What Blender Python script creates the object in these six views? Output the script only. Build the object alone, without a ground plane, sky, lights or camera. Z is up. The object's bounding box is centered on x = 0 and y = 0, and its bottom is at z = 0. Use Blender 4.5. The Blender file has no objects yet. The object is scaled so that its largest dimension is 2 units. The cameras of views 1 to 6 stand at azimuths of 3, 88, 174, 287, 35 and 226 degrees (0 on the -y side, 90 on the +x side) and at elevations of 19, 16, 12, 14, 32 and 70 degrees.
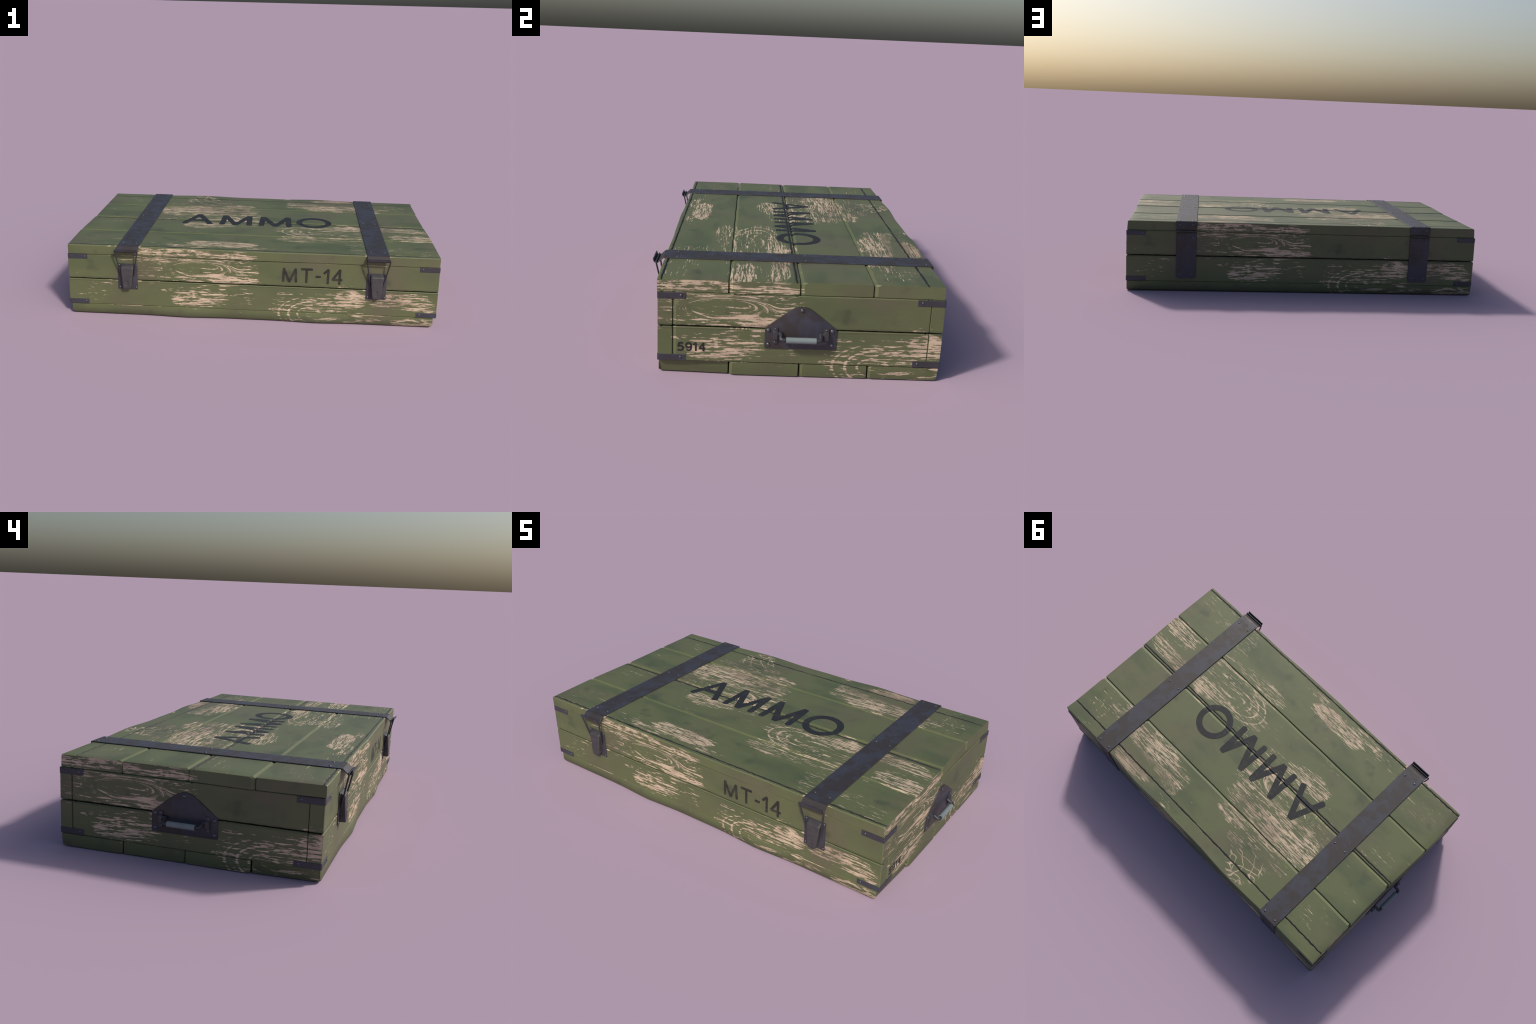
import bpy, bmesh, math, random
from mathutils import Vector

random.seed(11)

# ----------------------------------------------------------------------------
# dimensions of the crate (metres)
# ----------------------------------------------------------------------------
FRONT, BACK = -0.5205, 0.559          # outer faces of the long sides
END = 0.9525                          # outer faces of the short sides
Z_BASE, Z_SEAM, Z_LID, Z_TOP = 0.0535, 0.194, 0.3280, 0.3780
STRAP_X = (-0.636, 0.636)
LATCH_X = (-0.641, 0.637)
STRAP_HALF = 0.0555
HANDLE_Y = 0.0195


# ----------------------------------------------------------------------------
# node helpers
# ----------------------------------------------------------------------------
class Graph:
    """Small expression builder on top of a shader node tree."""

    def __init__(self, name):
        self.mat = bpy.data.materials.new(name)
        self.mat.use_nodes = True
        self.tree = self.mat.node_tree
        self.tree.nodes.clear()
        self.out = self.tree.nodes.new("ShaderNodeOutputMaterial")
        self.bsdf = self.tree.nodes.new("ShaderNodeBsdfPrincipled")
        self.link(self.bsdf.outputs[0], self.out.inputs[0])

    def link(self, a, b):
        self.tree.links.new(a, b)

    def feed(self, socket, value):
        if isinstance(value, bpy.types.NodeSocket):
            self.link(value, socket)
        else:
            socket.default_value = value

    def m(self, op, a, b=None, c=None, clamp=False):
        n = self.tree.nodes.new("ShaderNodeMath")
        n.operation = op
        n.use_clamp = clamp
        for i, v in enumerate((a, b, c)):
            if v is not None:
                self.feed(n.inputs[i], v)
        return n.outputs[0]

    def add(self, a, b): return self.m("ADD", a, b)
    def sub(self, a, b): return self.m("SUBTRACT", a, b)
    def mul(self, a, b): return self.m("MULTIPLY", a, b)
    def mad(self, a, b, c): return self.m("MULTIPLY_ADD", a, b, c)
    def mx(self, a, b): return self.m("MAXIMUM", a, b)
    def mn(self, a, b): return self.m("MINIMUM", a, b)
    def gt(self, a, b): return self.m("GREATER_THAN", a, b)

    def lerp(self, a, b, f):
        return self.mad(self.sub(b, a), f, a)

    def ramp(self, v, lo, hi, a=0.0, b=1.0, smooth=True):
        n = self.tree.nodes.new("ShaderNodeMapRange")
        n.interpolation_type = "SMOOTHSTEP" if smooth else "LINEAR"
        n.clamp = True
        for i, x in enumerate((v, lo, hi, a, b)):
            self.feed(n.inputs[i], x)
        return n.outputs[0]

    def xyz(self, x, y, z=0.0):
        n = self.tree.nodes.new("ShaderNodeCombineXYZ")
        for i, v in enumerate((x, y, z)):
            self.feed(n.inputs[i], v)
        return n.outputs[0]

    def split(self, v):
        n = self.tree.nodes.new("ShaderNodeSeparateXYZ")
        self.link(v, n.inputs[0])
        return n.outputs[0], n.outputs[1], n.outputs[2]

    def noise(self, vec, scale=1.0, detail=2.0, rough=0.5, distortion=0.0, colour=False):
        n = self.tree.nodes.new("ShaderNodeTexNoise")
        n.noise_dimensions = "3D"
        self.link(vec, n.inputs["Vector"])
        n.inputs["Scale"].default_value = scale
        n.inputs["Detail"].default_value = detail
        n.inputs["Roughness"].default_value = rough
        n.inputs["Distortion"].default_value = distortion
        return n.outputs["Color"] if colour else n.outputs[0]

    def mix(self, a, b, f):
        n = self.tree.nodes.new("ShaderNodeMix")
        n.data_type = "RGBA"
        n.clamp_factor = True
        self.feed(n.inputs[0], f)
        for s, v in ((n.inputs[6], a), (n.inputs[7], b)):
            self.feed(s, v if isinstance(v, bpy.types.NodeSocket) else (*v, 1.0))
        return n.outputs[2]

    def coords(self):
        n = self.tree.nodes.new("ShaderNodeTexCoord")
        return n.outputs["Object"], n.outputs["Normal"]

    def bump(self, height, strength, dist):
        n = self.tree.nodes.new("ShaderNodeBump")
        n.inputs["Strength"].default_value = strength
        n.inputs["Distance"].default_value = dist
        self.link(height, n.inputs["Height"])
        self.link(n.outputs[0], self.bsdf.inputs["Normal"])

    def finish(self, colour, rough, metallic=0.0, spec=0.5):
        c = self.bsdf.inputs["Base Color"]
        self.feed(c, colour if isinstance(colour, bpy.types.NodeSocket) else (*colour, 1.0))
        self.feed(self.bsdf.inputs["Roughness"], rough)
        self.feed(self.bsdf.inputs["Metallic"], metallic)
        self.bsdf.inputs["Specular IOR Level"].default_value = spec
        return self.mat


# Worn places of the paint, in board coordinates: s runs along the boards as the
# viewer faces that side, t is the height above the dark crack in the middle.
#   (s, t, radius along, radius across, how bare)
WEAR = [
    # band above the crack, left: knot area, rubbed hard just over the crack
    (-0.17, 0.030, 0.22, 0.030, 0.90), (-0.13, 0.022, 0.10, 0.034, 1.00), (-0.36, 0.026, 0.16, 0.026, 0.62),
    (-0.52, 0.070, 0.09, 0.075, 0.58), (-0.02, 0.045, 0.08, 0.050, 0.72), (-0.09, 0.105, 0.13, 0.040, 0.66),
    (-0.28, 0.150, 0.34, 0.038, 0.74), (-0.45, 0.160, 0.16, 0.034, 0.80), (-0.55, 0.130, 0.06, 0.030, 0.6),
    (-0.30, 0.118, 0.14, 0.016, 0.52), (-0.27, 0.072, 0.14, 0.034, 0.56),
    (-0.16, 0.068, 0.20, 0.048, 0.60), (-0.05, 0.090, 0.09, 0.085, 0.66), (-0.47, 0.095, 0.10, 0.085, 0.52),
    # wide bare field behind it (only the lid is deep enough to show it)
    (-0.36, 0.235, 0.26, 0.085, 0.92), (-0.48, 0.180, 0.12, 0.090, 0.80), (-0.15, 0.220, 0.16, 0.065, 0.74),
    (-0.14, 0.330, 0.12, 0.045, 0.74), (-0.22, 0.410, 0.08, 0.035, 0.68), (-0.40, 0.345, 0.17, 0.050, 0.55),
    (-0.47, 0.385, 0.07, 0.045, 0.55),
    # back right field with its lens shaped knot
    (0.42, 0.370, 0.20, 0.075, 0.92), (0.27, 0.400, 0.13, 0.065, 0.84), (0.45, 0.520, 0.13, 0.035, 0.92),
    (0.22, 0.455, 0.07, 0.035, 0.78), (0.66, 0.345, 0.12, 0.065, 0.72), (0.80, 0.425, 0.11, 0.055, 0.42),
    # ends, scattered flecks
    (-0.82, 0.400, 0.14, 0.060, 0.40), (-0.82, -0.075, 0.08, 0.045, 0.42), (-0.77, -0.020, 0.07, 0.018, 0.45),
    (-0.82, -0.390, 0.13, 0.060, 0.38), (0.87, -0.415, 0.07, 0.030, 0.38),
    # band under the crack
    (-0.275, -0.085, 0.15, 0.058, 0.80), (-0.24, -0.045, 0.13, 0.035, 0.62), (-0.43, -0.045, 0.04, 0.014, 0.6),
    (-0.04, -0.060, 0.09, 0.050, 0.50), (0.22, -0.130, 0.13, 0.085, 0.56), (0.20, -0.035, 0.06, 0.018, 0.48),
    (0.44, -0.075, 0.16, 0.055, 0.74), (0.51, -0.060, 0.09, 0.050, 0.94), (0.37, -0.100, 0.10, 0.035, 0.66),
    (0.69, -0.060, 0.10, 0.040, 0.80), (0.83, -0.065, 0.12, 0.050, 0.84), (0.90, -0.090, 0.07, 0.035, 0.80),
    (0.48, -0.172, 0.18, 0.028, 0.66), (0.85, -0.180, 0.13, 0.034, 0.86), (0.47, 0.012, 0.05, 0.014, 0.72),
    # front half of the lid
    (0.36, -0.245, 0.22, 0.075, 0.62), (0.26, -0.300, 0.14, 0.045, 0.66), (0.54, -0.265, 0.07, 0.060, 0.66),
    (0.86, -0.220, 0.13, 0.050, 0.90), (0.54, -0.420, 0.06, 0.100, 0.52), (-0.16, -0.425, 0.20, 0.055, 0.92),
    (-0.34, -0.475, 0.13, 0.030, 0.72), (0.03, -0.470, 0.09, 0.030, 0.70), (-0.30, -0.225, 0.10, 0.022, 0.52),
    (-0.48, -0.440, 0.14, 0.050, 0.46), (-0.74, -0.500, 0.20, 0.018, 0.5),
]
# knots the grain bends round: (s, t, radius along, radius across, reach)
KNOTS = [(-0.27, 0.078, 0.140, 0.036, 1.45), (0.315, -0.148, 0.150, 0.088, 1.55), (0.36, 0.470, 0.150, 0.034, 1.6),
         (0.88, 0.430, 0.110, 0.090, 1.5)]


def painted_wood():
    g = Graph("painted_wood")
    obj, nor = g.coords()
    x, y, z = g.split(obj)
    nx, ny, nz = g.split(nor)
    up = g.gt(nz, 0.6)
    side = g.gt(g.m("ABSOLUTE", ny), g.m("ABSOLUTE", nx))
    front = g.gt(0.0, ny)
    right = g.gt(nx, 0.0)
    s_side = g.mul(x, g.mad(front, 2.0, -1.0))
    s_end = g.mul(y, g.mad(right, 2.0, -1.0))
    s_wall = g.lerp(s_end, s_side, side)
    s0 = g.lerp(s_wall, x, up)
    t0 = g.lerp(g.sub(z, Z_SEAM), g.add(y, 0.003), up)
    plane = g.xyz(s0, t0, 0.0)

    # ---- ragged outline of the worn places
    r, gg, b = g.split(g.noise(plane, 9.0, 2.0, 0.5, colour=True))
    s = g.mad(g.sub(r, 0.5), 0.10, s0)
    t = g.mad(g.sub(gg, 0.5), 0.045, t0)

    field = None
    for cs, ct, rs, rt, amp in WEAR:
        ds = g.mad(s, 1 / rs, -cs / rs)
        dt = g.mad(t, 1 / rt, -ct / rt)
        d2 = g.mad(dt, dt, g.mul(ds, ds))
        v = g.ramp(d2, 1.55, 0.55, 0.0, amp, smooth=True)
        field = v if field is None else g.mx(field, v)
    scatter = g.noise(g.xyz(s0, g.mul(t0, 1.6), 51.0), 5.5, 2.0, 0.6)
    field = g.mx(field, g.ramp(scatter, 0.48, 0.72, 0.0, 0.50))
    # the bare board ends sharply where its neighbour begins
    cut = g.mul(g.gt(s0, 0.036), g.mul(g.gt(t0, 0.022), g.gt(0.29, t0)))
    field = g.mul(field, g.sub(1.0, cut))

    # ---- grain: across-grain coordinate bent into rings at the knots
    wob = g.noise(g.xyz(g.mul(s0, 2.2), g.mul(t0, 5.0), 3.0), 1.0, 2.0, 0.5)
    across = g.mad(g.sub(wob, 0.5), 0.035, t0)
    along = s0
    rings = None
    eye_hole = None
    for i, (cs, ct, rs, rt, reach) in enumerate(KNOTS):
        ds = g.mad(s0, 1 / rs, -cs / rs)
        dt = g.mad(t0, 1 / rt, -ct / rt)
        rho = g.m("SQRT", g.mad(dt, dt, g.mul(ds, ds)))
        rho = g.mad(g.sub(wob, 0.5), 0.62 if i == 0 else 0.30, rho)
        w = g.ramp(rho, reach, reach * 0.62)
        if i in (0, 2):
            w = g.mul(w, g.ramp(rho, 0.65, 1.0, 0.0, 0.85))
            across = g.lerp(across, g.mul(rho, rt), w)
            along = g.lerp(along, g.mul(s0, 0.45), w)
        if i == 0:
            eye_hole = g.ramp(rho, 0.60, 1.0, 0.012, 0.0)
            eye_hole = g.mul(eye_hole, 1.0)
            ring = g.ramp(g.m("ABSOLUTE", g.sub(rho, 1.02)), 0.15, 0.02, 0.0, 0.26)
            rings = ring
        if i == 1:
            band = g.m("ABSOLUTE", g.sub(g.m("FRACT", g.mul(rho, 3.1)), 0.5))
            ring = g.mul(g.ramp(band, 0.16, 0.04, 0.0, 0.43), g.mul(g.ramp(rho, 1.55, 1.3), g.ramp(s0, cs + 0.02, cs - 0.04)))
            rings = g.mx(rings, ring)
        if i == 3:
            band = g.m("ABSOLUTE", g.sub(g.m("FRACT", g.mul(rho, 2.4)), 0.5))
            rings = g.mx(rings, g.mul(g.ramp(band, 0.16, 0.04, 0.0, 0.30), g.mul(g.ramp(rho, 1.3, 1.1), g.mul(up, g.ramp(s0, cs + 0.02, cs - 0.04)))))
    lines = g.noise(g.xyz(g.mul(along, 8.5), g.mul(across, g.lerp(135.0, 190.0, up)), 1.7), 1.0, 1.0, 0.5)
    dabs = g.noise(g.xyz(g.mul(along, 28.0), g.mul(across, g.lerp(150.0, 205.0, up)), 5.0), 1.0, 2.0, 0.55)
    clump = g.noise(g.xyz(g.mul(s0, 11.0), g.mul(t0, 32.0), 6.0), 1.0, 2.0, 0.5)
    fine = g.noise(g.xyz(g.mul(s0, 110.0), g.mul(t0, 260.0), 5.0), 1.0, 1.0, 0.5)
    level = g.mad(g.sub(fine, 0.5), 0.15, g.lerp(lines, dabs, 0.50))
    level = g.mad(g.sub(clump, 0.5), 0.22, level)
    need = g.mad(field, g.lerp(-0.300, -0.288, up), 0.752)
    need = g.add(need, g.sub(eye_hole, g.mul(rings, 0.26)))
    bare = g.ramp(g.sub(level, need), -0.042, 0.050)

    # scratched scribble on the lid: contour lines of a coarse noise
    scr = g.noise(g.xyz(g.mul(s0, 17.0), g.mul(t0, 13.0), 8.0), 1.0, 0.5, 0.5)
    scr2 = g.noise(g.xyz(g.mul(s0, 11.0), g.mul(t0, 21.0), 14.0), 1.0, 0.5, 0.5)
    line = g.mx(g.ramp(g.m("ABSOLUTE", g.sub(scr, 0.5)), 0.026, 0.008), g.ramp(g.m("ABSOLUTE", g.sub(scr2, 0.52)), 0.026, 0.008))
    line = g.mul(line, g.ramp(dabs, 0.36, 0.44))
    ds = g.mad(s, 1 / 0.10, 0.36 / 0.10)
    dt = g.mad(t, 1 / 0.085, -0.465 / 0.085)
    blob = g.ramp(g.mad(dt, dt, g.mul(ds, ds)), 1.1, 0.8)
    bare = g.mx(bare, g.mul(line, blob))
    # rubbed pale spots where the straps bend over the front edge
    ax = g.m("ABSOLUTE", s0)
    rub = g.mul(g.ramp(g.m("ABSOLUTE", g.sub(ax, 0.6365)), 0.070, 0.062), g.ramp(g.m("ABSOLUTE", g.sub(t0, -0.508)), 0.016, 0.008))
    bare = g.mx(bare, g.mul(rub, g.mul(up, g.ramp(r, 0.40, 0.5))))

    # ---- jagged dark cracks
    jag = g.noise(g.xyz(g.mul(s0, 26.0), 0.0, 2.0), 1.0, 3.0, 0.65)
    jag2 = g.noise(g.xyz(g.mul(s0, 9.0), 4.0, 2.0), 1.0, 3.0, 0.6)
    crack = None
    for ct, wide in ((0.0, 0.0036), (-0.504, 0.0040), (0.4945, 0.0040)):
        off = g.m("ABSOLUTE", g.sub(g.mad(g.sub(jag, 0.5), 0.016, t0), ct))
        half = g.mad(g.sub(jag2, 0.5), 0.0165, wide)
        c = g.ramp(g.sub(off, half), 0.0012, -0.0008)
        crack = c if crack is None else g.mx(crack, c)
    side_soft = g.mul(g.ramp(g.m("ABSOLUTE", t0), 0.016, 0.003, 0.0, 0.35), 1.0)

    # ---- colours
    cloud = g.noise(g.xyz(s0, t0, 37.5), 3.4, 3.0, 0.55)
    cloud2 = g.noise(g.xyz(g.mul(s0, 2.6), g.mul(t0, 6.0), 9.0), 1.0, 3.0, 0.55)
    spots = g.noise(g.xyz(s0, t0, 21.0), 7.0, 2.0, 0.6)
    olive, brown, deep = (0.106, 0.121, 0.053), (0.110, 0.102, 0.060), (0.062, 0.083, 0.041)
    paint = g.mix(olive, brown, g.ramp(cloud, 0.46, 0.70, 0.0, 0.80))
    paint = g.mix(paint, deep, g.mul(g.ramp(cloud2, 0.46, 0.68), g.lerp(0.35, 0.70, up)))
    paint = g.mix(paint, (0.034, 0.046, 0.026), g.ramp(spots, 0.58, 0.76, 0.0, 0.60))
    grainy = g.noise(g.xyz(g.mul(s0, 30.0), g.mul(t0, 140.0), 0.0), 1.0, 2.0, 0.5)
    paint = g.mix(paint, (0.066, 0.070, 0.036), g.ramp(grainy, 0.5, 0.8, 0.0, 0.25))
    # lighter green on the chamfered edges
    flat = g.mx(g.mx(g.m("ABSOLUTE", nx), g.m("ABSOLUTE", ny)), g.m("ABSOLUTE", nz))
    edge = g.ramp(flat, 0.985, 0.95)
    paint = g.mix(paint, (0.140, 0.155, 0.062), g.mul(edge, 0.32))
    wood = g.mix((0.565, 0.440, 0.315), (0.400, 0.305, 0.222), g.ramp(g.noise(g.xyz(g.mul(s0, 12.0), g.mul(t0, 60.0), 13.0), 1.0, 2.0, 0.5), 0.4, 0.65))
    wood = g.mix(wood, (0.27, 0.20, 0.145), g.ramp(cloud, 0.46, 0.68, 0.0, 0.75))
    rim = g.ramp(g.sub(level, need), -0.045, -0.005, 0.0, 0.28)
    paint = g.mix(paint, (0.055, 0.064, 0.026), rim)
    colour = g.mix(paint, wood, bare)
    # contact shade painted in: walls darken towards the foot, most on the long sides
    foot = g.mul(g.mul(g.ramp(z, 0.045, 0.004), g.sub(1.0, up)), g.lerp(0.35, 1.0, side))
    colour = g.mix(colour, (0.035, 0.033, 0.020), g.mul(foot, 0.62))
    colour = g.mix(colour, (0.030, 0.024, 0.020), side_soft)
    colour = g.mix(colour, (0.016, 0.013, 0.012), g.mul(crack, 0.97))
    height = g.sub(g.mad(grainy, 0.10, g.mul(bare, -0.35)), g.mul(crack, 1.6))
    g.bump(height, 0.35, 0.004)
    rough = g.lerp(g.lerp(0.50, 0.60, cloud2), 0.78, bare)
    return g.finish(colour, rough, 0.0, 0.45)


def strap_metal(name="strap_metal", base=(0.036, 0.036, 0.047), rust=0.75):
    g = Graph(name)
    obj, nor = g.coords()
    x, y, z = g.split(obj)
    big = g.noise(obj, 10.0, 4.0, 0.65)
    small = g.noise(obj, 34.0, 3.0, 0.6)
    c = g.mix(base, (0.043, 0.048, 0.074), g.ramp(small, 0.42, 0.68, 0.0, 0.8))
    mask = g.ramp(g.mad(small, 0.35, big), 0.60, 0.74)
    c = g.mix(c, (0.032, 0.023, 0.018), g.mul(mask, rust))
    g.bump(small, 0.08, 0.002)
    return g.finish(c, g.ramp(small, 0.3, 0.7, 0.46, 0.60), 0.0, 0.50)


def plain(name, base, rough, metallic=0.0, spec=0.5, vary=0.25, scale=40.0):
    g = Graph(name)
    obj, nor = g.coords()
    n = g.noise(obj, scale, 3.0, 0.6)
    c = g.mix(base, tuple(v * (1 - vary) for v in base), g.ramp(n, 0.35, 0.7))
    return g.finish(c, rough, metallic, spec)


def stencil(name, ink, through, amount):
    g = Graph(name)
    obj, nor = g.coords()
    x, y, z = g.split(obj)
    n = g.noise(g.xyz(g.mul(x, 60.0), g.mul(y, 110.0), g.mul(z, 110.0)), 1.0, 3.0, 0.65)
    big = g.noise(obj, 13.0, 2.0, 0.5)
    f = g.ramp(g.mad(big, 0.7, n), 0.86, 1.04, 0.0, amount)
    c = g.mix(ink, through, f)
    return g.finish(c, 0.62, 0.0, 0.35)


# ----------------------------------------------------------------------------
# mesh helpers
# ----------------------------------------------------------------------------
def make(name, verts, faces, mat, parent, angle=32, kind=None):
    me = bpy.data.meshes.new(name)
    me.from_pydata([tuple(v) for v in verts], [], faces)
    bm = bmesh.new()
    bm.from_mesh(me)
    bmesh.ops.recalc_face_normals(bm, faces=bm.faces)
    bm.to_mesh(me)
    bm.free()
    for p in me.polygons:
        p.use_smooth = True
    me.set_sharp_from_angle(angle=math.radians(angle))
    me.materials.append(mat)
    ob = bpy.data.objects.new(name, me)
    bpy.context.scene.collection.objects.link(ob)
    if parent:
        ob.parent = parent
    return ob


def from_bm(name, bm, mat, parent, angle=32):
    bmesh.ops.recalc_face_normals(bm, faces=bm.faces)
    me = bpy.data.meshes.new(name)
    bm.to_mesh(me)
    bm.free()
    for p in me.polygons:
        p.use_smooth = True
    me.set_sharp_from_angle(angle=math.radians(angle))
    me.materials.append(mat)
    ob = bpy.data.objects.new(name, me)
    bpy.context.scene.collection.objects.link(ob)
    ob.parent = parent
    return ob


def loft(rings, closed_caps=True):
    verts, faces, n = [], [], len(rings[0])
    for r in rings:
        verts.extend(r)
    for i in range(len(rings) - 1):
        for j in range(n):
            k = (j + 1) % n
            faces.append((i * n + j, i * n + k, (i + 1) * n + k, (i + 1) * n + j))
    if closed_caps:
        faces.append(tuple(range(n)))
        faces.append(tuple(range((len(rings) - 1) * n, len(rings) * n)))
    return verts, faces


def board(name, length, span, height, chamfers, mat, parent, axis="x", warp=None, end_cut=0.0, end_depth=0.004, grooves=(), steps=40):
    """A plank lofted along its length.
    length=(lo, hi) or functions of the cross position; span, height: cross-section box;
    chamfers: ((a, b) for low/bottom, high/bottom, high/top, low/top) corner cuts;
    end_cut: extra cut of the low-side upright edge at both ends."""
    (c0, c1), (h0, h1) = span, height
    (a1, b1), (a2, b2), (a3, b3), (a4, b4) = chamfers

    def profile(inset, low_extra):
        lo, hi, bot, top = c0 + inset + low_extra, c1 - inset, h0 + inset, h1 - inset
        pts = []

        def corner(px, pz, a, b, sx, sz, reverse):
            n = 6 if a > 0.005 and abs(a - b) < 1e-6 else 1
            arc = []
            for i in range(n + 1):
                th = math.pi / 2 * i / n
                if n == 1:
                    fx, fz = (0, 1) if i == 0 else (1, 0)
                else:
                    fx, fz = 1 - math.cos(th), 1 - math.sin(th)
                arc.append((px + sx * a * fx, pz + sz * b * fz))
            return arc[::-1] if reverse else arc

        pts += corner(lo, bot, a1, b1, 1, 1, False)
        pts += corner(hi, bot, a2, b2, -1, 1, True)
        pts += corner(hi, top, a3, b3, -1, -1, False)
        g = []
        for gy in sorted(grooves, reverse=True):
            g += [(gy + 0.0018, top), (gy, top - 0.0022), (gy - 0.0018, top)]
        pts += g
        pts += corner(lo, top, a4, b4, 1, -1, True)
        return pts

    rings = []
    lo_l, hi_l = length
    for i in range(steps + 1):
        f = i / steps
        rings.append((f, profile(0.0, 0.0), None))
    body = profile(0.0, 0.0)
    cap = profile(0.0018, end_cut)
    out = []

    def place(l, c, h):
        p = Vector((l, c, h)) if axis == "x" else Vector((c, l, h))
        if warp:
            p = warp(p)
        return p

    def lo_at(c): return lo_l(c) if callable(lo_l) else lo_l
    def hi_at(c): return hi_l(c) if callable(hi_l) else hi_l

    out.append([place(lo_at(c), c, h) for c, h in cap])
    for i in range(steps + 1):
        f = i / steps
        ring = []
        for c, h in body:
            a, b = lo_at(c) + end_depth, hi_at(c) - end_depth
            ring.append(place(a + (b - a) * f, c, h))
        out.append(ring)
    out.append([place(hi_at(c), c, h) for c, h in cap])
    v, fcs = loft(out)
    return make(name, v, fcs, mat, parent, 19)


def prism(outline, depth_axis, d0, d1, bevel=0.0, name="", mat=None, parent=None, segs=2, angle=32):
    """Extrude a flat outline between two depths along an axis and round its rims."""
    bm = bmesh.new()

    def put(u, v, d):
        if depth_axis == "x": return (d, u, v)
        if depth_axis == "y": return (u, d, v)
        return (u, v, d)
    a = [bm.verts.new(put(u, v, d0)) for u, v in outline]
    b = [bm.verts.new(put(u, v, d1)) for u, v in outline]
    n = len(outline)
    bm.faces.new(a[::-1])
    top = bm.faces.new(b)
    for i in range(n):
        bm.faces.new((a[i], a[(i + 1) % n], b[(i + 1) % n], b[i]))
    if bevel:
        bmesh.ops.recalc_face_normals(bm, faces=bm.faces)
        bmesh.ops.bevel(bm, geom=list(top.edges), offset=bevel, segments=segs, affect="EDGES", profile=0.5)
    return from_bm(name, bm, mat, parent, angle)


def rounded(points, radii, n=5):
    """Round the corners of a polygon."""
    out, m = [], len(points)
    for i, p in enumerate(points):
        p = Vector(p)
        r = radii[i] if isinstance(radii, (list, tuple)) else radii
        a, b = Vector(points[i - 1]), Vector(points[(i + 1) % m])
        u, v = (a - p), (b - p)
        if r <= 0:
            out.append(tuple(p))
            continue
        k = min(r, u.length * 0.48, v.length * 0.48)
        s, e = p + u.normalized() * k, p + v.normalized() * k
        for j in range(n + 1):
            f = j / n
            out.append(tuple((1 - f) ** 2 * s + 2 * f * (1 - f) * p + f ** 2 * e))
    return out


def tube(path, radius, name, mat, parent, sides=12, closed=False):
    path = [Vector(p) for p in path]
    rings, n = [], len(path)
    ref = None
    for i, p in enumerate(path):
        if closed:
            d = path[(i + 1) % n] - path[i - 1]
        else:
            d = path[min(i + 1, n - 1)] - path[max(i - 1, 0)]
        d.normalize()
        if ref is None:
            ref = d.orthogonal().normalized()
        ref = (ref - d * ref.dot(d)).normalized()
        other = d.cross(ref)
        r = radius(i / (n - 1)) if callable(radius) else radius
        rings.append([p + ref * (r * math.cos(2 * math.pi * k / sides)) + other * (r * math.sin(2 * math.pi * k / sides)) for k in range(sides)])
    v, f = loft(rings, not closed)
    if closed:
        m = sides
        for j in range(m):
            k = (j + 1) % m
            f.append(((n - 1) * m + j, (n - 1) * m + k, k, j))
    return make(name, v, f, mat, parent, 50)


def bend(points, r, n=6):
    """Round the inner corners of an open 3D path."""
    pts = [Vector(p) for p in points]
    out = [pts[0]]
    for i in range(1, len(pts) - 1):
        u, v = pts[i - 1] - pts[i], pts[i + 1] - pts[i]
        k = min(r, u.length * 0.49, v.length * 0.49)
        s, e = pts[i] + u.normalized() * k, pts[i] + v.normalized() * k
        for j in range(n + 1):
            f = j / n
            out.append((1 - f) ** 2 * s + 2 * f * (1 - f) * pts[i] + f ** 2 * e)
    out.append(pts[-1])
    return out


# ----------------------------------------------------------------------------
# materials
# ----------------------------------------------------------------------------
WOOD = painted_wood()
STRAP = strap_metal()
BRACKET = strap_metal("bracket_metal", (0.037, 0.036, 0.046), 0.35)
LEVER = plain("lever_metal", (0.064, 0.060, 0.064), 0.55, 0.25, 0.5)
WIRE = plain("wire_metal", (0.050, 0.048, 0.058), 0.50, 0.3, 0.5)
RIVET = plain("rivet_metal", (0.12, 0.13, 0.145), 0.30, 0.65, 0.5, 0.3, 120.0)
GRIP = plain("grip_rubber", (0.185, 0.225, 0.222), 0.6, 0.0, 0.4, 0.10, 25.0)
INK_LID = stencil("lid_stencil_ink", (0.018, 0.019, 0.022), (0.060, 0.066, 0.040), 0.32)
INK_SIDE = stencil("side_stencil_ink", (0.023, 0.021, 0.018), (0.070, 0.072, 0.045), 0.35)
INK_END = stencil("end_stencil_ink", (0.020, 0.018, 0.019), (0.05, 0.05, 0.035), 0.25)

# ----------------------------------------------------------------------------
# the crate
# ----------------------------------------------------------------------------
crate = bpy.data.objects.new("ammunition_crate", None)
bpy.context.scene.collection.objects.link(crate)
crate.empty_display_size = 0.2
crate["label"] = "long flat olive green wooden ammunition crate, paint worn, dark metal straps"
crate["category"] = "ammunition crate"


def lean(p):
    """The end walls lean in a little above the middle seam."""
    k = max(0.0, (p.z - 0.16) / 0.17)
    p.x *= 1.0 - 0.0032 * k
    return p


def tent(v, centre, half):
    return max(0.0, 1.0 - abs(v - centre) / half)


# ---- lid: four planks along the crate; each one's near edge is broadly chamfered
def lid_end(y):
    return 0.949 - 0.008 * min(1.0, max(0.0, (y + 0.26) / 0.27))


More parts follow.
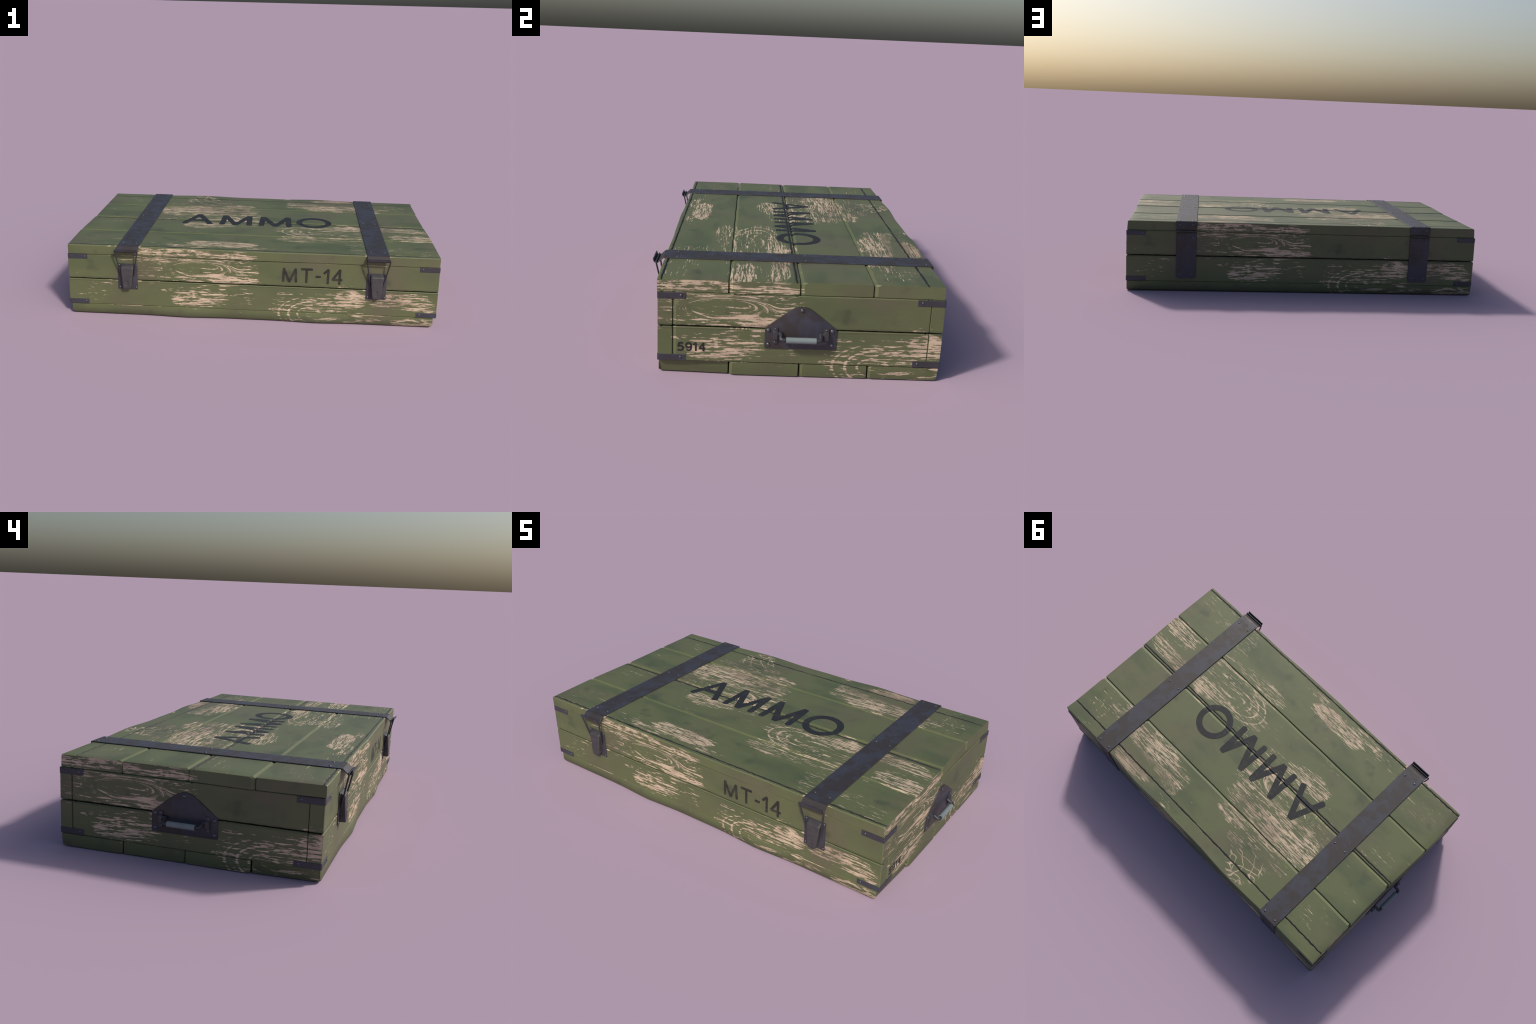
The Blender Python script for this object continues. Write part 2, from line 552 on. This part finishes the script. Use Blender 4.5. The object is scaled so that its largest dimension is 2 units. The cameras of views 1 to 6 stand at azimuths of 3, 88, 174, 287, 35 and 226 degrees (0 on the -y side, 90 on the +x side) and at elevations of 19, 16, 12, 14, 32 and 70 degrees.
def warp_lid(p):
    swell = tent(p.x, 0.352, 0.20) + tent(p.x, -0.352, 0.20)
    if p.y > 0.54:
        p.y += 0.0085 * swell + 0.0035 * tent(p.x, 0, 0.87)
        p.z += 0.0030 * swell * (1 if p.z > 0.36 else 0)
    if p.y > -0.25 and abs(p.x) > 0.92:
        p.x *= 1.0 + 0.0045 * (Z_TOP - p.z) / 0.05
    if abs(p.x) > 0.92:
        p.x += 0.0022 * math.sin(p.y * 31.0 + (2.0 if p.x > 0 else 0.0)) + 0.0012 * math.sin(p.y * 83.0)
    p.y += 0.0007 * math.sin(p.x * 23.0 + round(p.y * 7) * 1.7)
    if p.y < -0.51:
        p.y -= 0.0035 * (tent(p.x, 0.10, 0.22) + tent(p.x, -0.10, 0.22))
    return p


SMALL = (0.003, 0.003)
LID = [(-0.5240, -0.2572), (-0.2553, 0.0092), (0.0111, 0.2856), (0.2875, 0.5565)]
LID_CUT, LID_CUT_DEPTH = 0.013, 0.0060
for i, (a, b) in enumerate(LID):
    near = (0.0035, 0.0035) if i == 0 else (LID_CUT, LID_CUT_DEPTH)
    far = (0.003, 0.003)
    cuts = (SMALL, SMALL, far, near)
    gr = {0: (-0.507,), 1: (-0.003,), 3: (0.4915,)}.get(i, ())
    board("lid_plank", (lambda y: -lid_end(y), lid_end), (a, b), (Z_LID, Z_TOP), cuts, WOOD, crate,
          warp=warp_lid, end_cut=0.0 if i == 0 else 0.012, end_depth=0.006, grooves=gr)


def lid_height(y):
    """Height of the lid's upper surface across the planks."""
    for i, (a, b) in enumerate(LID):
        if i and LID[i - 1][1] + 2e-4 < y < a:
            return Z_TOP - LID_CUT_DEPTH
        if i and a <= y <= a + LID_CUT:
            return Z_TOP - LID_CUT_DEPTH * (1 - (y - a) / LID_CUT)
    return Z_TOP

# ---- walls: two boards high; the long ones run through, the short ones sit between
GAP = 0.0022
ROWS = [(Z_BASE + 0.0005, Z_SEAM - GAP), (Z_SEAM + GAP, Z_LID - 0.0005)]
for lo, hi in ROWS:
    c = (0.0030, 0.0030)
    board("side_board", (-END, END), (FRONT, -0.4645), (lo, hi), (c, SMALL, SMALL, c), WOOD, crate, end_depth=0.003, warp=lean)
    board("side_board", (-END, END), (0.5070, BACK), (lo, hi), (SMALL, c, c, SMALL), WOOD, crate, end_depth=0.003, warp=lean)
    for sign in (1, -1):
        inner, outer = sorted((sign * 0.905, sign * END))
        # end board: outline in plan with the broad chamfer on its left upright edge
        left = -0.4630 if sign > 0 else 0.5055
        right = 0.5055 if sign > 0 else -0.4630
        dr = 1 if right > left else -1
        out = [(sign * 0.905, left), (sign * (END - 0.0045), left), (sign * END, left + dr * 0.012),
               (sign * END, right - dr * 0.002), (sign * (END - 0.002), right), (sign * 0.905, right)]
        rings = []
        for zz, inset in ((lo, 0.003), (lo + 0.003, 0.0), (hi - 0.003, 0.0), (hi, 0.003)):
            rings.append([lean(Vector((px - sign * inset * (1 if abs(px) > 0.93 else 0), py, zz))) for px, py in out])
        v, f = loft(rings)
        make("end_board", v, f, WOOD, crate, 14)

# ---- base: four planks, slightly swollen along the front, rounded underneath
BASE = [(-0.5170, -0.2515), (-0.2475, 0.0170), (0.0210, 0.2810), (0.2850, 0.5570)]
BASE_END = (0.9405, 0.9500, 0.9490, 0.9520)


def warp_base(p):
    if p.y < -0.50:
        k = 1.0 - p.z / 0.07
        p.y -= 0.0125 * max(0.0, k) * (tent(p.x, 0.335, 0.20) + tent(p.x, -0.335, 0.20)) + 0.002 * max(0.0, k)
    if abs(p.x) > 0.92:
        p.x += 0.0015 * math.sin(p.y * 29.0 + (1.0 if p.x > 0 else 0.0))
        if p.y < -0.26:
            p.x *= 1.0 - 0.014 * max(0.0, 1 - p.z / 0.012)
    if p.y > 0.54:
        p.y -= 0.004 * max(0.0, 1 - p.z / 0.05)
    return p


for i, (a, b) in enumerate(BASE):
    rnd = (0.011, 0.011)
    mid = (0.006, 0.006)
    cuts = (rnd if i == 0 else mid, rnd if i == 3 else mid, SMALL, SMALL if i == 0 else (0.009, 0.003))
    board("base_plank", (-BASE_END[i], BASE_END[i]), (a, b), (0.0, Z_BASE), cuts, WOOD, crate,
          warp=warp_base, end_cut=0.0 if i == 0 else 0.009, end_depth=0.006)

# ----------------------------------------------------------------------------
# rivets: one domed head, shared by all
# ----------------------------------------------------------------------------
def rivet_mesh():
    prof = [(0.0, 1.18), (0.0, 1.05), (0.05, 0.92), (0.42, 0.80), (0.62, 0.62), (0.72, 0.30), (0.72, 0.0)]
    n = 14
    verts, faces = [(0, 0, 0.74)], []
    for h, r in prof[1:][::-1]:
        pass
    rows = [(1.0, 0.0), (0.95, 0.16), (0.78, 0.34), (0.52, 0.50), (0.26, 0.58), (0.0, 0.62)]
    verts = []
    for r, h in rows[:-1]:
        for k in range(n):
            a = 2 * math.pi * k / n
            verts.append((r * math.cos(a), r * math.sin(a), h))
    verts.append((0, 0, rows[-1][1]))
    top = len(verts) - 1
    m = len(rows) - 1
    for i in range(m - 1):
        for k in range(n):
            q = (k + 1) % n
            faces.append((i * n + k, i * n + q, (i + 1) * n + q, (i + 1) * n + k))
    for k in range(n):
        faces.append(((m - 1) * n + k, (m - 1) * n + (k + 1) % n, top))
    faces.append(tuple(range(n))[::-1])
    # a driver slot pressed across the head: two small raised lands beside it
    me = bpy.data.meshes.new("rivet")
    me.from_pydata(verts, [], faces)
    for p in me.polygons:
        p.use_smooth = True
    me.materials.append(RIVET)
    return me


RIVET_MESH = rivet_mesh()


def rivet(pos, normal, radius, parent):
    ob = bpy.data.objects.new("rivet", RIVET_MESH)
    bpy.context.scene.collection.objects.link(ob)
    ob.parent = parent
    q = Vector(normal).to_track_quat("Z", "Y")
    tilt = Vector((random.uniform(-1, 1), random.uniform(-1, 1), 0)) * 0.06
    ob.rotation_euler = (q.to_matrix().to_4x4()).to_euler()
    ob.rotation_euler.x += tilt.x
    ob.rotation_euler.y += tilt.y
    k = radius * random.uniform(0.93, 1.07)
    ob.location = pos
    ob.scale = (k, k, k)


# ----------------------------------------------------------------------------
# straps over the lid, with hook at the front and hinge at the back
# ----------------------------------------------------------------------------
def ribbon(path, half, thick, name, cx, mat, parent, taper=None):
    """A flat bar that follows a path in the y-z plane; path is its outer surface."""
    pts = [Vector((0, a, b)) for a, b in path]
    rings = []
    for i, p in enumerate(pts):
        d = (pts[min(i + 1, len(pts) - 1)] - pts[max(i - 1, 0)]).normalized()
        nrm = Vector((0, -d.z, d.y))
        w = half if taper is None else half - taper(i, len(pts))
        e = 0.0012
        out, inn = p, p - nrm * thick
        ring = []
        for sx, q in ((-(w - e), out), ((w - e), out), (w, out - nrm * e), (w, inn), (-w, inn), (-w, out - nrm * e)):
            ring.append(Vector((cx + sx, q.y, q.z)))
        rings.append(ring)
    v, f = loft(rings)
    return make(name, v, f, mat, parent, 28)


def smooth_path(points, r, n=5):
    return [(p.y, p.z) for p in bend([(0, a, b) for a, b in points], r, n)]


for cx, lx in zip(STRAP_X, LATCH_X):
    zt, yb = Z_TOP + 0.0045, BACK + 0.0050
    path = smooth_path([(-0.5665, 0.3765), (-0.5635, 0.3640), (-0.5555, 0.3605), (-0.5480, 0.3655), (-0.5300, zt - 0.0005),
                        (-0.5200, zt)], 0.004, 4)
    path += [(-0.5200 + (0.5560 + 0.52) * i / 24, zt) for i in range(1, 25)]
    path += smooth_path([(0.5570, zt), (yb + 0.0005, zt), (yb + 0.001, zt - 0.007)], 0.0045, 4)[1:]
    path += [(yb + 0.001, 0.3410)]
    st = ribbon(path, STRAP_HALF, 0.0042, "strap", cx, STRAP, crate)
    for yy in (-0.4735, 0.0485, 0.5415):
        for dx in (-0.0345, 0.0345):
            rivet((cx + dx, yy, zt - 0.0008), (0, 0, 1), 0.0062, st)
    for dx in (-0.035, 0.035):
        rivet((cx + dx, yb + 0.0005, 0.3635), (0, 1, 0), 0.0062, st)
    # hinge knuckle and the plate screwed to the back wall
    tube([(cx - 0.0535, BACK + 0.0005, 0.3285), (cx + 0.0535, BACK + 0.0005, 0.3285)], 0.0078, "hinge_knuckle", STRAP, st, 16)
    lower = [(BACK + 0.0052, z) for z in (0.3180, 0.30, 0.25, 0.20, 0.15, 0.10, 0.0850, 0.0790, 0.0745, 0.0720)]
    drop = {9: 0.0090, 8: 0.0045, 7: 0.0016, 6: 0.0002}
    hp = ribbon(lower, STRAP_HALF - 0.001, 0.0055, "hinge_plate", cx, STRAP, st,
                taper=lambda i, n: drop.get(i, 0.0) + 0.0035 * i / n)
    for zz, dx0 in ((0.2940, 0.035), (0.0920, 0.0335)):
        for dx in (-dx0, dx0):
            rivet((cx + dx, BACK + 0.0046, zz), (0, 1, 0), 0.0064, hp)

# ----------------------------------------------------------------------------
# toggle latches on the front
# ----------------------------------------------------------------------------
for cx in LATCH_X:
    yp = FRONT - 0.0035
    plate = prism(rounded([(cx - 0.0505, 0.1460), (cx + 0.0505, 0.1460), (cx + 0.0505, 0.2850), (cx - 0.0505, 0.2850)], 0.003, 3),
                  "y", FRONT + 0.003, yp, 0.001, "latch", BRACKET, crate)
    for dx, zz in ((-0.043, 0.2770), (0.043, 0.2770), (-0.043, 0.1560), (0.043, 0.1560)):
        rivet((cx + dx, yp, zz), (0, -1, 0), 0.0055, plate)

    # lever: wedge-shaped cap whose face carries an oval thumb dimple
    bm = bmesh.new()
    NU, NV = 26, 44
    grid = []
    for j in range(NV + 1):
        v = j / NV
        row = []
        for i in range(NU + 1):
            u = i / NU * 2 - 1
            # half width shrinks downwards; corners rounded at the foot and the head
            half = 0.0205 + (0.0335 - 0.0205) * v
            zz = 0.1535 + (0.2720 - 0.1535) * v
            if v < 0.12:
                half -= 0.0060 * (1 - v / 0.12) ** 2
            if v > 0.94:
                half -= 0.0040 * ((v - 0.94) / 0.06) ** 2
            yy = -0.5500 + 0.0065 * v
            px = half * u
            edge = max(0.0, abs(u) - 0.86) / 0.14
            yy += 0.0026 * edge ** 2
            yy += 0.0035 * max(0.0, (v - 0.95) / 0.05) ** 2 + 0.003 * max(0.0, (0.05 - v) / 0.05) ** 2
            d = math.hypot((px + 0.001) / 0.0085, (zz - 0.1830) / 0.0165)
            yy += 0.0034 * max(0.0, min(1.0, (1.12 - d) / 0.35)) * (0.65 + 0.35 * max(-1.0, min(1.0, (zz - 0.183) / 0.016)))
            row.append(bm.verts.new((cx + px, yy, zz)))
        grid.append(row)
    for j in range(NV):
        for i in range(NU):
            bm.faces.new((grid[j][i], grid[j][i + 1], grid[j + 1][i + 1], grid[j + 1][i]))
    rim = [grid[0][i] for i in range(NU + 1)] + [grid[j][NU] for j in range(1, NV + 1)] + [grid[NV][i] for i in range(NU - 1, -1, -1)] + [grid[j][0] for j in range(NV - 1, 0, -1)]
    back = []
    for r in rim:
        lift = 0.0085 if r.co.z > 0.268 else 0.0
        back.append(bm.verts.new((cx + (r.co.x - cx) * 1.02, yp + 0.001, r.co.z + lift)))
    for k in range(len(rim)):
        q = (k + 1) % len(rim)
        bm.faces.new((rim[k], rim[q], back[q], back[k]))
    bm.faces.new(back)
    from_bm("latch_lever", bm, LEVER, plate, 40)

    # wire bail from the lever's flanks up into the strap's hook
    a = [(cx - 0.0315, -0.5290, 0.2200), (cx - 0.0360, -0.5330, 0.2400), (cx - 0.0575, -0.5560, 0.3560), (cx - 0.0580, -0.5565, 0.3660),
         (cx + 0.0580, -0.5565, 0.3660), (cx + 0.0575, -0.5560, 0.3560), (cx + 0.0360, -0.5330, 0.2400), (cx + 0.0315, -0.5290, 0.2200)]
    tube(bend(a, 0.005, 5), 0.0034, "latch_wire", WIRE, plate, 10)

# ----------------------------------------------------------------------------
# corner brackets
# ----------------------------------------------------------------------------
PROUD = 0.0016
for sx in (-1, 1):
    for sy in (-1, 1):
        wall = abs(FRONT) if sy < 0 else BACK
        for lo, hi in ((0.3015, 0.3265), (0.0545, 0.0800)):
            ox, oy = END + PROUD - (0.0028 if lo > 0.2 else 0.0), wall + PROUD
            arm_x, arm_y = 0.849, wall - 0.106
            t = 0.006
            lines = [(arm_x, oy), (ox - 0.004, oy), (ox, oy - 0.004), (ox, arm_y), (ox - t, arm_y), (ox - t, oy - t), (arm_x, oy - t)]
            outline = [(sx * a, sy * b) for a, b in lines]
            bm = bmesh.new()
            va = [bm.verts.new((u, v, lo)) for u, v in outline]
            vb = [bm.verts.new((u, v, hi)) for u, v in outline]
            n = len(outline)
            bm.faces.new(va[::-1]); bm.faces.new(vb)
            for i in range(n):
                bm.faces.new((va[i], va[(i + 1) % n], vb[(i + 1) % n], vb[i]))
            bmesh.ops.recalc_face_normals(bm, faces=bm.faces)
            outer = [e for e in bm.edges if all(abs(w.co.x) > ox - 0.0045 or abs(w.co.y) > oy - 0.0045 for w in e.verts)
                     and not all(abs(w.co.x) > ox - 0.0045 and abs(w.co.y) > oy - 0.0045 for w in e.verts)]
            bmesh.ops.bevel(bm, geom=outer, offset=0.0010, segments=1, affect="EDGES")
            br = from_bm("corner_bracket", bm, BRACKET, crate, 25)
            zc = (lo + hi) / 2 + 0.0015
            rivet((sx * (arm_x + 0.0165), sy * oy, zc), (0, sy, 0), 0.0055, br)
            rivet((sx * ox, sy * (arm_y + 0.0185), zc), (sx, 0, 0), 0.0055, br)

# ----------------------------------------------------------------------------
# carrying handles on both ends
# ----------------------------------------------------------------------------
for sx in (1, -1):
    yc = HANDLE_Y
    xp = END + 0.0038
    half = [(0.136, 0.1165), (0.136, 0.1985), (0.098, 0.2290), (0.052, 0.2650), (0.030, 0.2800), (0.0, 0.2880)]
    right = half[:-1]
    outl = [(yc + a, b) for a, b in right] + [(yc, half[-1][1])] + [(yc - a, b) for a, b in right[::-1]]
    rad = [0.010, 0.008, 0.0, 0.02, 0.016, 0.03, 0.016, 0.02, 0.0, 0.008, 0.004]
    plate = prism(rounded(outl, rad, 6), "x", sx * (END - 0.003), sx * xp, 0.0012, "handle", STRAP, crate)
    for yy, zz in ((0.021, 0.2720), (-0.1025, 0.1900), (-0.1025, 0.1330), (0.1390, 0.1920), (0.1390, 0.1340)):
        rivet((sx * xp, yy, zz), (sx, 0, 0), 0.0080, plate)
    for dy in (-0.0965, 0.0965):
        y0 = yc + dy
        # bearing: strap of metal bulging over the bar, ears top and bottom
        prof = [(0.1385, 0.0), (0.1385, 0.0040), (0.1530, 0.0046), (0.1570, 0.0115), (0.1720, 0.0135), (0.1860, 0.0115),
                (0.1900, 0.0046), (0.2040, 0.0040), (0.2040, 0.0)]
        rings = []
        for w in (-0.0085, -0.0075, 0.0075, 0.0085):
            k = 0.0 if abs(w) < 0.008 else 0.001
            rings.append([Vector((sx * (xp + max(-0.001, d - k)), y0 + w, zz)) for zz, d in prof])
        v, f = loft(rings)
        make("handle_bearing", v, f, LEVER, plate, 30)
        for zz in (0.1460, 0.1965):
            rivet((sx * (xp + 0.0036), y0, zz), (sx, 0, 0), 0.0042, plate)
    bar = [(sx * (xp + 0.004), yc - 0.0880, 0.1790), (sx * (xp + 0.004), yc - 0.0750, 0.1790), (sx * 0.9890, yc - 0.0755, 0.1660),
           (sx * 0.9890, yc - 0.0550, 0.1650), (sx * 0.9890, yc + 0.0550, 0.1650), (sx * 0.9890, yc + 0.0755, 0.1660),
           (sx * (xp + 0.004), yc + 0.0750, 0.1790), (sx * (xp + 0.004), yc + 0.0880, 0.1790)]
    tube(bend(bar, 0.014, 6), 0.0080, "handle_bar", WIRE, plate, 14)
    grip = [(sx * 0.9885, yc - 0.0568 + 0.1136 * i / 12, 0.1650) for i in range(13)]
    tube(grip, 0.0115, "handle_grip", GRIP, plate, 20)

# ----------------------------------------------------------------------------
# stencilled lettering: strokes with round ends, lying on the boards
# ----------------------------------------------------------------------------
def stroke(points, width, closed=False):
    """Outline strip of a polyline: list of quads in 2D, with round caps."""
    pts = [Vector(p) for p in points]
    if closed:
        left, right = [], []
        n = len(pts)
        for i in range(n):
            d = (pts[(i + 1) % n] - pts[i - 1]).normalized()
            nn = Vector((-d.y, d.x)) * width / 2
            left.append(pts[i] + nn); right.append(pts[i] - nn)
        return [(left[i], left[(i + 1) % n], right[(i + 1) % n], right[i]) for i in range(n)]
    left, right = [], []
    for i, p in enumerate(pts):
        d = (pts[min(i + 1, len(pts) - 1)] - pts[max(i - 1, 0)]).normalized()
        nn = Vector((-d.y, d.x)) * width / 2
        left.append(p + nn); right.append(p - nn)
    poly = [(left[i], left[i + 1], right[i + 1], right[i]) for i in range(len(pts) - 1)]
    for p, d in ((pts[0], (pts[0] - pts[1]).normalized()), (pts[-1], (pts[-1] - pts[-2]).normalized())):
        nn = Vector((-d.y, d.x))
        k = 0.55
        arc = [p + nn * (width / 2 * math.cos(a)) + d * (k * width / 2 * math.sin(a)) for a in [math.pi * i / 8 for i in range(9)]]
        poly.append(tuple(arc))
    return poly


def letter(name, strokes, width, place, mat, surface=None, lift=0.0006, cuts=()):
    """Each stroke is a thin raised film; strokes of a letter differ by a hair in height."""
    bm = bmesh.new()
    for k, (pts, closed) in enumerate(strokes):
        layer = bmesh.new()
        for poly in stroke(pts, width, closed):
            layer.faces.new([layer.verts.new((p.x, p.y, 0)) for p in poly])
        bmesh.ops.remove_doubles(layer, verts=layer.verts, dist=1e-5)
        for c in cuts:
            geom = list(layer.verts) + list(layer.edges) + list(layer.faces)
            bmesh.ops.bisect_plane(layer, geom=geom, plane_co=(0, c, 0), plane_no=(0, 1, 0), dist=1e-6)
        bmesh.ops.recalc_face_normals(layer, faces=layer.faces)
        ret = bmesh.ops.extrude_face_region(layer, geom=list(layer.faces))
        high = {v for v in ret["geom"] if isinstance(v, bmesh.types.BMVert)}
        h = lift + 0.00012 * k
        for v in layer.verts:
            base = surface(v.co.y) if surface else 0.0
            v.co.z = base + (h if v in high else -0.0006)
        me = bpy.data.meshes.new("tmp")
        layer.to_mesh(me); layer.free()
        bm.from_mesh(me)
        bpy.data.meshes.remove(me)
    for v in bm.verts:
        v.co = place(v.co.x, v.co.y, v.co.z)
    return from_bm(name, bm, mat, crate, 20)


def line(*p): return (list(p), False)


def arc(cx, cy, rx, ry, a0, a1, n=18):
    return [(cx + rx * math.cos(math.radians(a0 + (a1 - a0) * i / n)), cy + ry * math.sin(math.radians(a0 + (a1 - a0) * i / n))) for i in range(n + 1)]


on_lid = lambda u, v, h: Vector((u, v, h))
groove = [LID[1][1], LID[2][0], LID[2][0] + LID_CUT * 0.5, LID[2][0] + LID_CUT]
hi_y, lo_y = 0.119, -0.056
A_ = [line((-0.415, lo_y), (-0.345, hi_y)), line((-0.345, hi_y), (-0.268, lo_y)), line((-0.392, 0.008), (-0.300, 0.008))]
M1 = [line((-0.201, lo_y), (-0.194, hi_y)), line((-0.194, hi_y), (-0.125, lo_y)), line((-0.125, lo_y), (-0.053, hi_y)), line((-0.053, hi_y), (-0.046, lo_y))]
M2 = [line((0.022, lo_y), (0.027, hi_y)), line((0.027, hi_y), (0.102, lo_y)), line((0.102, lo_y), (0.171, hi_y)), line((0.171, hi_y), (0.178, lo_y))]
for nm, st in (("stencil_letter", A_), ("stencil_letter", M1), ("stencil_letter", M2)):
    letter(nm, st, 0.0320, on_lid, INK_LID, lid_height, cuts=groove)
ring = arc(0.3205, 0.0365, 0.0840, 0.0835, 0, 360, 56)[:-1]
letter("stencil_letter", [(ring, True)], 0.0335, on_lid, INK_LID, lid_height, cuts=groove)

on_front = lambda u, v, h: Vector((u, FRONT - h, v))
W = 0.0125
t0, b0 = 0.2925, 0.2225
letter("stencil_letter", [line((0.1610, b0), (0.1640, t0)), line((0.1640, t0), (0.1930, b0)), line((0.1930, b0), (0.2240, t0)), line((0.2240, t0), (0.2270, b0))], W, on_front, INK_SIDE)
letter("stencil_letter", [line((0.2530, t0), (0.3080, t0)), line((0.2800, t0), (0.2800, b0))], W, on_front, INK_SIDE)
letter("stencil_mark", [line((0.3290, 0.2545), (0.3500, 0.2545))], W, on_front, INK_SIDE)
letter("stencil_digit", [line((0.3690, 0.2740), (0.3905, 0.2950)), line((0.3905, 0.2950), (0.3890, 0.2200))], W, on_front, INK_SIDE)
letter("stencil_digit", [line((0.4490, 0.2960), (0.4130, 0.2420)), line((0.4130, 0.2420), (0.4600, 0.2420)), line((0.4490, 0.2960), (0.4480, 0.2195))], W, on_front, INK_SIDE)

on_end = lambda u, v, h: Vector((END + h, u, v))
W = 0.0068
five = [(-0.4250, 0.1265), (-0.4390, 0.1265), (-0.4420, 0.1125)]
bowl5 = [(-0.4420, 0.1125)] + arc(-0.4345, 0.1060, 0.0105, 0.0095, 110, -140, 20)
letter("stencil_digit", [line(*five[:2]), line(*five[1:]), (bowl5, False)], W, on_end, INK_END)
nine = arc(-0.4030, 0.1180, 0.0095, 0.0095, 0, 360, 24)[:-1]
tail = [(-0.3935, 0.1180), (-0.3940, 0.1080)] + arc(-0.4030, 0.1050, 0.0092, 0.0080, 0, -140, 14)
letter("stencil_digit", [(nine, True), (tail, False)], W, on_end, INK_END)
letter("stencil_digit", [line((-0.3840, 0.1205), (-0.3755, 0.1275)), line((-0.3755, 0.1275), (-0.3755, 0.0965))], W, on_end, INK_END)
letter("stencil_digit", [line((-0.3470, 0.1275), (-0.3620, 0.1060)), line((-0.3620, 0.1060), (-0.3420, 0.1060)), line((-0.3470, 0.1275), (-0.3470, 0.0965))], W, on_end, INK_END)
